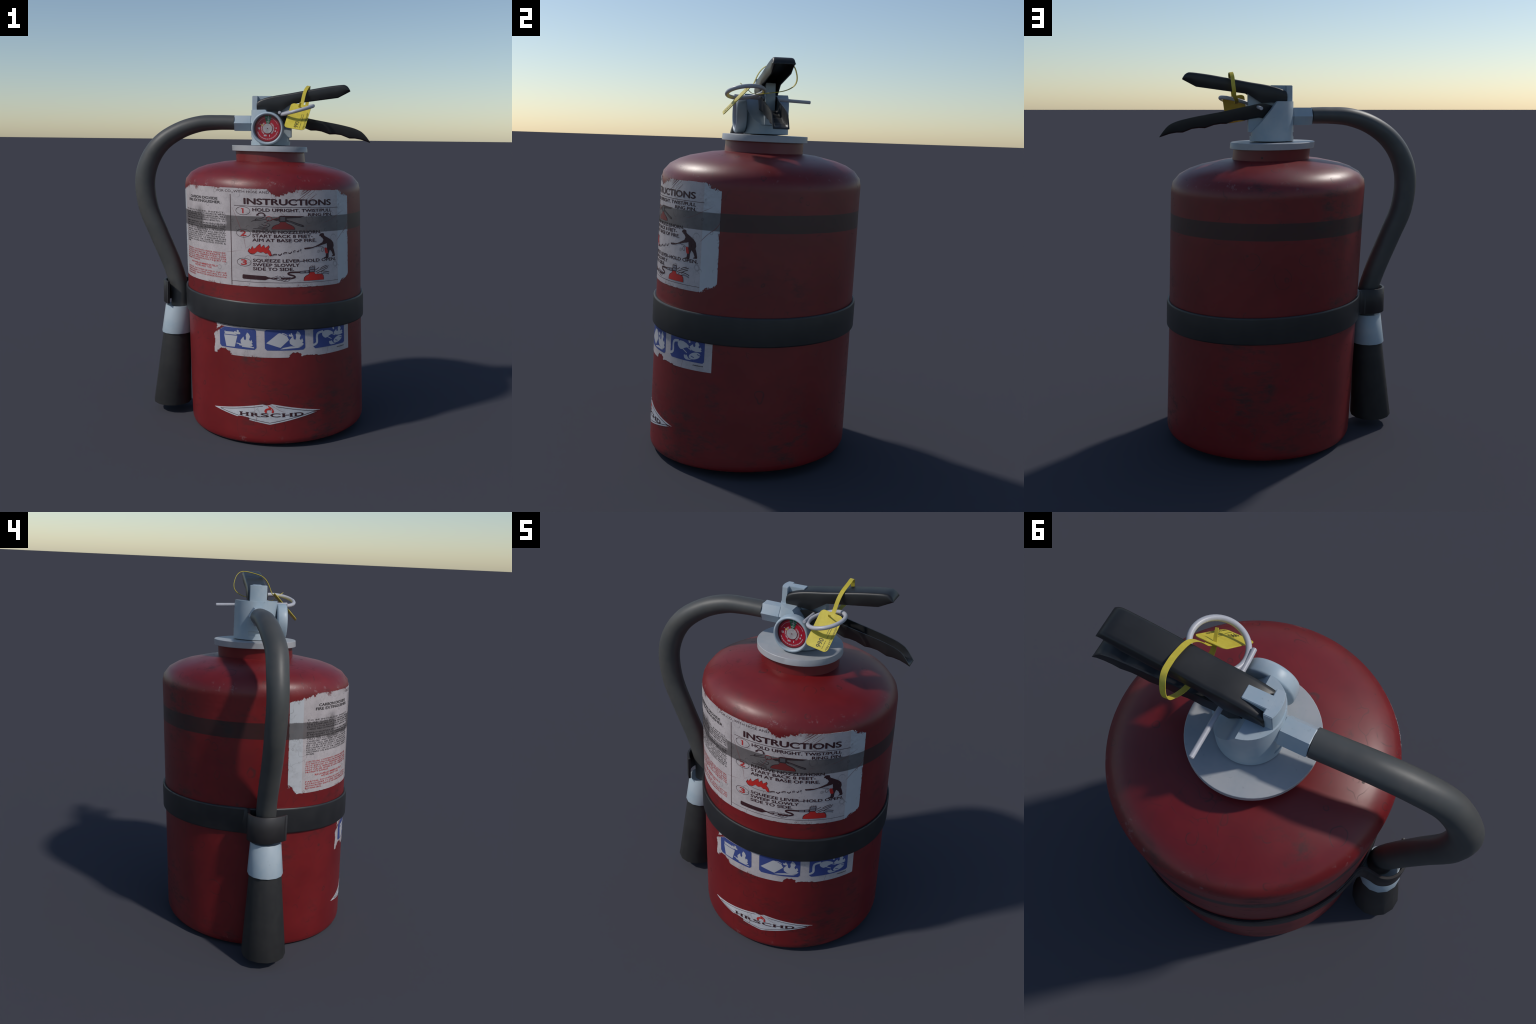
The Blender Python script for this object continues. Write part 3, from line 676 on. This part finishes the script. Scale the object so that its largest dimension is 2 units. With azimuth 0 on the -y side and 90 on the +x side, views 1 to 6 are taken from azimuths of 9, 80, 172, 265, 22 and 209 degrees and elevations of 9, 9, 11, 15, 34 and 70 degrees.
fine = Sheet()
fine.text("CARBON DIOXIDE", -0.508, -0.252, 1.3480, 0.0135, INK1, 0.006, fat=0.05)
fine.text("FIRE EXTINGUISHER", -0.530, -0.234, 1.3290, 0.0135, INK1, 0.006, fat=0.05)
def column(sheet, lines, top, pitch, cap, bold=0.0):
    for i, t in enumerate(lines):
        s1 = -0.203 if i < len(lines) - 1 else -0.582 + 0.0105 * len(t)
        sheet.text(t, -0.582, min(s1, -0.203), top - cap - i * pitch, cap, INK1, bold, 1, fat=0.045)
column(fine, ("TO BE INSTALLED, INSPECT-", "ED AND TESTED IN ACCORDANCE WITH", "THE STANDARD OF THE NATIONAL FIRE", "PROTECTION ASSOCIATION TITLED POR-", "TABLE FIRE EXTINGUISHERS NFPA NO. 10."), 1.2855, 0.0115, 0.0082)
column(fine, ("INSPECT MONTHLY OR MORE FREQUENTLY", "IF NECESSARY TO DETERMINE THAT THE", "HOSE AND HORN ARE UNOBSTRUCTED,", "THAT THE EXTINGUISHER IS PROPERLY", "CHARGED AND THAT THE PULL PIN AND", "VISUAL SEAL ARE INTACT. WEIGHT IS TO", "BE CHECKED EVERY SIX MONTHS.", "RECHARGE IF LOSS OF WEIGHT IS IN", "EXCESS OF 10% OF THE CHARGE. WEIGHT", "SHOWN ON VALVE INCLUDES HOSE &", "HORN."), 1.2215, 0.01145, 0.0082)
fine.make("fine_print", BLACK_INK, label)
warn = Sheet()
column(warn, ("CAUTION: CONTENTS UNDER PRESSURE.", "DO NOT PUNCTURE OR INCINERATE. DO", "NOT EXPOSE TO TEMPERATURES OVER", "130\u00b0F (55\u00b0C). IMPROPER OR CARELESS USE", "MAY CAUSE SEVERE BODILY INJURY OR", "PROPERTY DAMAGE."), 1.0665, 0.0113, 0.0082)
warn.text("RECHARGE IMMEDIATELY", -0.520, -0.262, 0.9830, 0.0090, INK1, 0.02, 1)
warn.text("AFTER ANY USE", -0.475, -0.310, 0.9705, 0.0090, INK1, 0.02, 1)
column(warn, ("PARTIAL DISCHARGE MAY CAUSE", "EXTINGUISHER TO LEAK. RETURN TO AN", "AUTHORIZED SERVICE ORGANIZATION FOR", "RECHARGING."), 0.9585, 0.0118, 0.0082)
warn.make("warning_print", RED_INK, label)

# small drawings: each part is an outline in label units (s, h)
def moved(pts, s, h, k=1.0, kh=None): return [(s + x * k, h + y * (kh or k)) for x, y in pts]
dark, redf, grey, white = Sheet(), Sheet(), Sheet(), Sheet()
# fire
fire = [(-0.071, 1.085), (-0.062, 1.100), (-0.055, 1.094), (-0.046, 1.111), (-0.038, 1.098), (-0.028, 1.104), (-0.020, 1.113), (-0.004, 1.124), (0.000, 1.106), (0.008, 1.114), (0.016, 1.119), (0.020, 1.104), (0.030, 1.110), (0.040, 1.118), (0.044, 1.108), (0.038, 1.098), (0.048, 1.088), (0.056, 1.066), (0.044, 1.064), (0.034, 1.078), (0.022, 1.076), (0.010, 1.084), (-0.004, 1.080), (-0.020, 1.086), (-0.034, 1.074), (-0.048, 1.072), (-0.060, 1.074)]
dark.polygon([(a + (a + 0.007) * 0.05, b + (b - 1.092) * 0.12) for a, b in fire], INK1)
redf.polygon(fire, INK2)
dark.curve([(-0.060, 1.071), (-0.03, 1.064), (0.0, 1.062), (0.03, 1.062)], 0.0016, INK1)
for i, (a, b) in enumerate(((0.060, 0.085), (0.090, 0.112), (0.118, 0.140), (0.146, 0.165), (0.172, 0.186), (0.193, 0.205), (0.210, 0.219))):
    y0 = 1.067 + (a - 0.06) * 0.17; dark.curve([(a, y0), ((a + b) / 2, y0 + 0.0055 * (-1) ** i), (b, y0 + 0.0050)], 0.0045 - 0.0003 * i, INK1)
    dark.curve([(a, y0 - 0.004), ((a + b) / 2, y0 - 0.0015), (b, y0 - 0.0005)], 0.0016, INK1)
# man with extinguisher
dark.polygon([(0.325, 1.1665), (0.330, 1.178), (0.345, 1.1825), (0.357, 1.179), (0.3575, 1.170), (0.364, 1.164), (0.385, 1.154), (0.408, 1.141), (0.421, 1.127), (0.425, 1.110), (0.421, 1.098), (0.428, 1.080), (0.434, 1.055), (0.430, 1.051), (0.408, 1.0505), (0.410, 1.054), (0.418, 1.058), (0.408, 1.078), (0.396, 1.088), (0.388, 1.070), (0.386, 1.048), (0.382, 1.044), (0.350, 1.044), (0.354, 1.048), (0.366, 1.051), (0.370, 1.072), (0.372, 1.094), (0.377, 1.105), (0.374, 1.126), (0.366, 1.122), (0.350, 1.119), (0.325, 1.113), (0.305, 1.108), (0.300, 1.112), (0.320, 1.121), (0.345, 1.132), (0.353, 1.146), (0.344, 1.158), (0.337, 1.160), (0.335, 1.166)], INK1, 0.01)
dark.polygon([(0.234, 1.1055), (0.262, 1.108), (0.280, 1.108), (0.295, 1.1115), (0.310, 1.117), (0.312, 1.112), (0.296, 1.107), (0.280, 1.102), (0.262, 1.099), (0.237, 1.0975)], INK1)
dark.curve([(0.312, 1.113), (0.330, 1.108), (0.348, 1.106), (0.358, 1.100)], 0.0022, INK1)
dark.ellipse((0.345, 1.091), 0.0075, 0.0105, 0.0022, INK1, 20)
redf.polygon([(0.358, 1.098), (0.366, 1.103), (0.374, 1.099), (0.379, 1.086), (0.382, 1.072), (0.377, 1.069), (0.366, 1.070), (0.362, 1.080)], INK2)
# step 1: hand twisting the ring pin of a valve
bell = [(0.0605, 1.2055), (0.0625, 1.2130), (0.0710, 1.2215), (0.0850, 1.2285), (0.0980, 1.2320), (0.1030, 1.2370), (0.1060, 1.2440), (0.1340, 1.2440), (0.1400, 1.2370), (0.1500, 1.2320), (0.1630, 1.2270), (0.1750, 1.2200), (0.1815, 1.2120), (0.1825, 1.2055)]
dark.polygon([(a + (a - 0.1215) * 0.045, b + 0.0022 if b > 1.207 else b - 0.001) for a, b in bell], INK1)
redf.polygon(bell, INK2)
dark.polygon([(0.098, 1.245), (0.098, 1.273), (0.108, 1.278), (0.150, 1.278), (0.205, 1.2765), (0.240, 1.2765), (0.215, 1.268), (0.170, 1.266), (0.141, 1.264), (0.141, 1.256), (0.160, 1.252), (0.205, 1.236), (0.232, 1.228), (0.236, 1.220), (0.224, 1.219), (0.200, 1.226), (0.165, 1.240), (0.140, 1.247)], INK1)
grey.polygon([(0.106, 1.249), (0.106, 1.271), (0.132, 1.271), (0.132, 1.250)], INK2)
grey.polygon([(0.150, 1.251), (0.203, 1.232), (0.226, 1.224), (0.222, 1.222), (0.198, 1.230), (0.152, 1.246)], INK2)
dark.polygon([(0.066, 1.257), (0.084, 1.262), (0.098, 1.262), (0.098, 1.252), (0.084, 1.250)], INK1)
for pts in (((-0.05, 1.244), (-0.02, 1.255), (0.005, 1.262), (0.020, 1.270)), ((-0.02, 1.262), (-0.03, 1.250), (0.0, 1.252), (0.03, 1.258)), ((0.020, 1.240), (0.035, 1.245), (0.045, 1.256)), ((-0.010, 1.222), (0.010, 1.216), (0.030, 1.214), (0.045, 1.222)), ((-0.015, 1.212), (0.015, 1.210), (0.040, 1.206)), ((0.005, 1.232), (0.020, 1.224), (0.035, 1.226)), ((-0.04, 1.207), (0.0, 1.2055), (0.04, 1.2015)), ((0.035, 1.236), (0.050, 1.232), (0.046, 1.222), (0.036, 1.218))):
    dark.curve(pts, 0.0026, INK1)
dark.curve([(-0.018, 1.279), (-0.005, 1.289), (0.014, 1.2895), (0.026, 1.280)], 0.0060, INK1)
dark.polygon([(0.016, 1.282), (0.034, 1.277), (0.022, 1.271)], INK1)
dark.polygon([(-0.02, 1.285), (-0.022, 1.274), (-0.006, 1.278)], INK1)
redf.ellipse((0.046, 1.261), 0.016, 0.0115, 0.0030, INK2)
redf.line((0.062, 1.257), (0.100, 1.268), 0.0028, INK2, 6)
# step 3: horn, hand, hose, valve
dark.polygon([(-0.106, 0.954), (-0.103, 0.9580), (-0.030, 0.9560), (0.022, 0.9545), (0.035, 0.9490), (0.052, 0.9460), (0.052, 0.9420), (0.035, 0.9385), (0.020, 0.9320), (-0.040, 0.9330), (-0.102, 0.9345), (-0.107, 0.9380)], INK1)
for k in range(5):
    a = 0.048 + k * 0.017
    dark.curve([(a, 0.944 - 0.002 * k), (a + 0.022, 0.950 - 0.001 * k), (a + 0.040, 0.957 - 0.002 * k)], 0.0022, INK1)
    dark.curve([(a, 0.940 - 0.003 * k), (a + 0.025, 0.936 - 0.002 * k), (a + 0.045, 0.944)], 0.0020, INK1)
dark.curve([(0.050, 0.944), (0.065, 0.941), (0.085, 0.943)], 0.0045, INK1)
dark.curve([(0.104, 0.9420), (0.140, 0.9410), (0.168, 0.9440), (0.181, 0.9500), (0.172, 0.9570), (0.150, 0.9630), (0.143, 0.9690), (0.155, 0.9745), (0.180, 0.9755), (0.213, 0.9750)], 0.0088, INK1)
dark.polygon([(0.208, 0.9810), (0.264, 0.9850), (0.264, 0.9690), (0.208, 0.9690)], INK1)
grey.polygon([(0.211, 0.9785), (0.235, 0.9800), (0.235, 0.9715), (0.211, 0.9715)], INK2)
grey.polygon([(0.240, 0.9805), (0.258, 0.9820), (0.258, 0.9715), (0.240, 0.9715)], INK2)
bell3 = [(0.2310, 0.9285), (0.2335, 0.9430), (0.2430, 0.9530), (0.2600, 0.9610), (0.2670, 0.9720), (0.2920, 0.9720), (0.2980, 0.9605), (0.3380, 0.9590), (0.3480, 0.9500), (0.3500, 0.9380), (0.3505, 0.9285)]
dark.polygon([(a + (a - 0.2905) * 0.045, b + 0.0020 if b > 0.93 else b - 0.001) for a, b in bell3], INK1)
redf.polygon(bell3, INK2)
dark.polygon([(0.262, 0.974), (0.263, 1.002), (0.298, 1.003), (0.297, 0.974)], INK1)
grey.polygon([(0.266, 0.976), (0.266, 0.986), (0.293, 0.986), (0.293, 0.976)], INK2)
grey.polygon([(0.266, 0.989), (0.267, 0.999), (0.294, 1.000), (0.293, 0.989)], INK2)
for k in range(3): dark.line((0.270 + 0.010 * k, 1.002), (0.276 + 0.010 * k, 1.011), 0.0018, INK1, 2)
for pts in (((0.300, 0.972), (0.325, 0.982), (0.350, 0.990), (0.385, 1.001)), ((0.330, 0.990), (0.350, 0.999), (0.372, 1.004)), ((0.310, 0.965), (0.335, 0.975), (0.365, 0.972), (0.390, 0.966)), ((0.320, 0.958), (0.350, 0.962), (0.372, 0.960), (0.386, 0.955)), ((0.300, 0.984), (0.322, 0.996)), ((0.336, 0.968), (0.350, 0.980), (0.380, 0.991))):
    dark.curve(pts, 0.0036, INK1)
grey.polygon([(0.345, 0.970), (0.388, 0.961), (0.384, 0.956), (0.345, 0.963)], INK2)
dark.make("instruction_drawing", BROWN_INK, label); redf.make("drawing_red_fill", FLAME_INK, label); grey.make("drawing_grey_fill", GREY_INK, label)

# ------------------------------------------------------------------ three blue pictograms
def round_box(s0, s1, h0, h1, c):
    return [(s0 + c, h0), (s1 - c, h0), (s1 - c * 0.3, h0 + c * 0.3), (s1, h0 + c), (s1, h1 - c), (s1 - c, h1), (s0 + c, h1), (s0, h1 - c), (s0, h0 + c), (s0 + c * 0.3, h0 + c * 0.3)]
panels = []
for s0, s1 in ((-0.2620, -0.0370), (0.0090, 0.2320), (0.2800, 0.5040)):
    b = Sheet(); bx = round_box(s0, s1, 0.5500, 0.6640, 0.016)
    pts = []
    # the paper's tears also take the print away
    n = 96; v, f = [], []
    cell = 0.0025; ns, nh = int((s1 - s0) / cell), int(0.114 / cell); ids = {}
    for i in range(ns):
        for j in range(nh):
            cs, ch = s0 + (i + 0.5) * cell, 0.550 + (j + 0.5) * cell
            ds, dh = max(0, abs(cs - (s0 + s1) / 2) - ((s1 - s0) / 2 - 0.016)), max(0, abs(ch - 0.607) - (0.057 - 0.016))
            if ds + dh > 0.021 or not keep_picto(cs, ch): continue
            q = []
            for a, c in ((i, j), (i + 1, j), (i + 1, j + 1), (i, j + 1)):
                if (a, c) not in ids: ids[a, c] = len(v); v.append((s0 + a * cell, 0.550 + c * cell))
                q.append(ids[a, c])
            f.append(tuple(q))
    b.add(v, f, INK1); panels.append(b.make("pictogram_panel", BLUE_INK, picto, False))
w = Sheet()
flame = [(0.0, 0.0), (-0.020, 0.006), (-0.034, 0.018), (-0.036, 0.034), (-0.024, 0.050), (-0.018, 0.056), (-0.016, 0.040), (-0.008, 0.036), (-0.004, 0.048), (-0.006, 0.064), (0.002, 0.080), (0.012, 0.072), (0.018, 0.058), (0.012, 0.042), (0.018, 0.032), (0.024, 0.042), (0.030, 0.026), (0.024, 0.020), (0.032, 0.012), (0.024, 0.004)]
# bin and wood fire
w.polygon([(-0.231, 0.6175), (-0.146, 0.6200), (-0.164, 0.5575), (-0.218, 0.5555)], INK2)
w.polygon([(-0.231, 0.6215), (-0.219, 0.6365), (-0.175, 0.6395), (-0.147, 0.6240)], INK2)
w.polygon(moved(flame, -0.146, 0.6290, 0.62, 0.30), INK2)
w.polygon(moved([(0, 0), (0.006, 0.010), (0.010, 0.0)], -0.230, 0.632), INK2)
w.polygon(moved(flame, -0.090, 0.5640, 1.05, 0.99), INK2)
for k in range(3):
    w.line((-0.152 + 0.016 * k, 0.5800 - 0.0075 * k), (-0.095 + 0.022 * k, 0.5720 - 0.0050 * k), 0.0052, INK2, 6)
# liquid can and fire
w.polygon([(0.017, 0.5895), (0.083, 0.6430), (0.092, 0.6455), (0.106, 0.6410), (0.131, 0.6275), (0.141, 0.6077), (0.094, 0.5651)], INK2)
w.curve([(0.104, 0.6450), (0.118, 0.6410), (0.133, 0.6320)], 0.0035, INK2)
w.polygon(moved(flame, 0.186, 0.5680, 1.18, 1.08), INK2)
w.polygon([(0.092, 0.5565), (0.111, 0.5650), (0.150, 0.5720), (0.214, 0.5690), (0.205, 0.5665), (0.190, 0.5650), (0.205, 0.5615), (0.150, 0.5600)], INK2)
w.polygon(moved(flame, 0.153, 0.6250, 0.36, 0.26), INK2)
# plug, socket and sparks
w.curve([(0.276, 0.5690), (0.292, 0.5735), (0.3025, 0.5850), (0.3025, 0.6180), (0.312, 0.6340), (0.342, 0.6400)], 0.0125, INK2)
w.polygon([(0.3355, 0.6290), (0.343, 0.6390), (0.355, 0.6435), (0.375, 0.6425), (0.395, 0.6360), (0.414, 0.6241), (0.404, 0.6180), (0.385, 0.6115), (0.366, 0.6020), (0.356, 0.6010), (0.345, 0.6080), (0.3365, 0.6180)], INK2)
w.line((0.398, 0.6205), (0.427, 0.6064), 0.0045, INK2, 4); w.line((0.372, 0.6055), (0.400, 0.5893), 0.0045, INK2, 4)
w.polygon([(0.4475 + 0.0320 * math.cos(a) - 0.0100 * math.sin(a), 0.5815 + 0.0120 * math.cos(a) + 0.0140 * math.sin(a)) for a in np.linspace(0, TAU, 24, endpoint=False)], INK2)
w.polygon(moved(flame, 0.455, 0.6030, 1.05, 0.62), INK2)
w.polygon([(0.406, 0.6520), (0.412, 0.6400), (0.420, 0.6420), (0.418, 0.6540)], INK2)
w.polygon([(0.381, 0.5760), (0.384, 0.5640), (0.395, 0.5570), (0.415, 0.5570), (0.433, 0.5600), (0.413, 0.5640), (0.404, 0.5740), (0.399, 0.5820), (0.396, 0.5740), (0.390, 0.5800)], INK2)
w.make("pictogram_symbol", WHITE_INK, picto)
pk = Sheet()
for a, b in ((0.462, 0.5920), (0.426, 0.5790)):
    pk.line((a, b), (a + 0.019, b - 0.0065), 0.0040, INK3, 3)
pk.make("pictogram_detail", BLUE_INK, picto)
pt = Sheet()
for k in range(9): pt.line((0.440 + 0.0066 * k, 0.5335), (0.4435 + 0.0066 * k, 0.5385 - 0.001 * (k % 2)), 0.0038, INK1, 2)
for k in range(16): pt.line((-0.255 + 0.0085 * k, 0.6700), (-0.251 + 0.0085 * k, 0.6750 - 0.0015 * (k % 3)), 0.0040, INK1, 2)
pt.make("pictogram_print", BLACK_INK, picto)

# ------------------------------------------------------------------ emblem print
em = Sheet()
for ch, a, b in (("H", -0.148, -0.090), ("R", -0.083, -0.031), ("S", -0.0255, 0.0218), ("C", 0.0285, 0.086), ("H", 0.091, 0.155), ("D", 0.1585, 0.214)):
    inset = 0.0045 if ch in "HRD" else 0.0
    em.text(ch, a + inset, b - (inset if ch == "H" else 0), 0.1815, 0.0200, INK1, 0.004, 4, fat=0.10)
    feet = {"H": ((a, a + 0.021), (b - 0.021, b)), "R": ((a, a + 0.021),), "D": ((a, a + 0.018),)}.get(ch, ())
    for p, q in feet:                                     # slab serifs
        for h in (0.1826, 0.2004): em.line((p, h), (q, h), 0.0030, INK2, 4)
    if ch == "R": em.line((b - 0.016, 0.1826), (b + 0.002, 0.1826), 0.0030, INK2, 3)
def diamond(scale_s, scale_h):
    return [(EC + (ER - EC) * scale_s, EM), (EC, EM + (ET - EM) * scale_h), (EC + (EL - EC) * scale_s, EM), (EC, EM + (EB - EM) * scale_h)]
D = diamond(0.865, 0.845)
for (i, j), (t0, t1) in (((0, 1), (0.0, 0.86)), ((1, 2), (0.12, 1.0)), ((2, 3), (0.0, 0.40)), ((2, 3), (0.58, 1.0)), ((3, 0), (0.0, 1.0))):
    p, q = D[i], D[j]
    em.line((p[0] + (q[0] - p[0]) * t0, p[1] + (q[1] - p[1]) * t0), (p[0] + (q[0] - p[0]) * t1, p[1] + (q[1] - p[1]) * t1), 0.0026, INK1, 20)
em.make("emblem_lettering", BROWN_INK, emblem)
fl = Sheet()
fl.curve([(0.0095, 0.2065), (0.0030, 0.2120), (0.0055, 0.2195), (0.0150, 0.2250), (0.0270, 0.2290), (0.0300, 0.2345), (0.0180, 0.2410)], 0.0115, INK2, taper=lambda t: 1.0 - 0.75 * max(0, t - 0.35))
fl.curve([(0.0385, 0.2065), (0.0445, 0.2115), (0.0440, 0.2180), (0.0405, 0.2260), (0.0330, 0.2330)], 0.0115, INK2, taper=lambda t: 1.0 - 0.6 * t)
fl.curve([(0.0180, 0.2240), (0.0300, 0.2240), (0.0345, 0.2190)], 0.0080, INK2, taper=lambda t: 1.0 - 0.4 * t)
fl.make("emblem_flame", FLAME_INK, emblem, False)
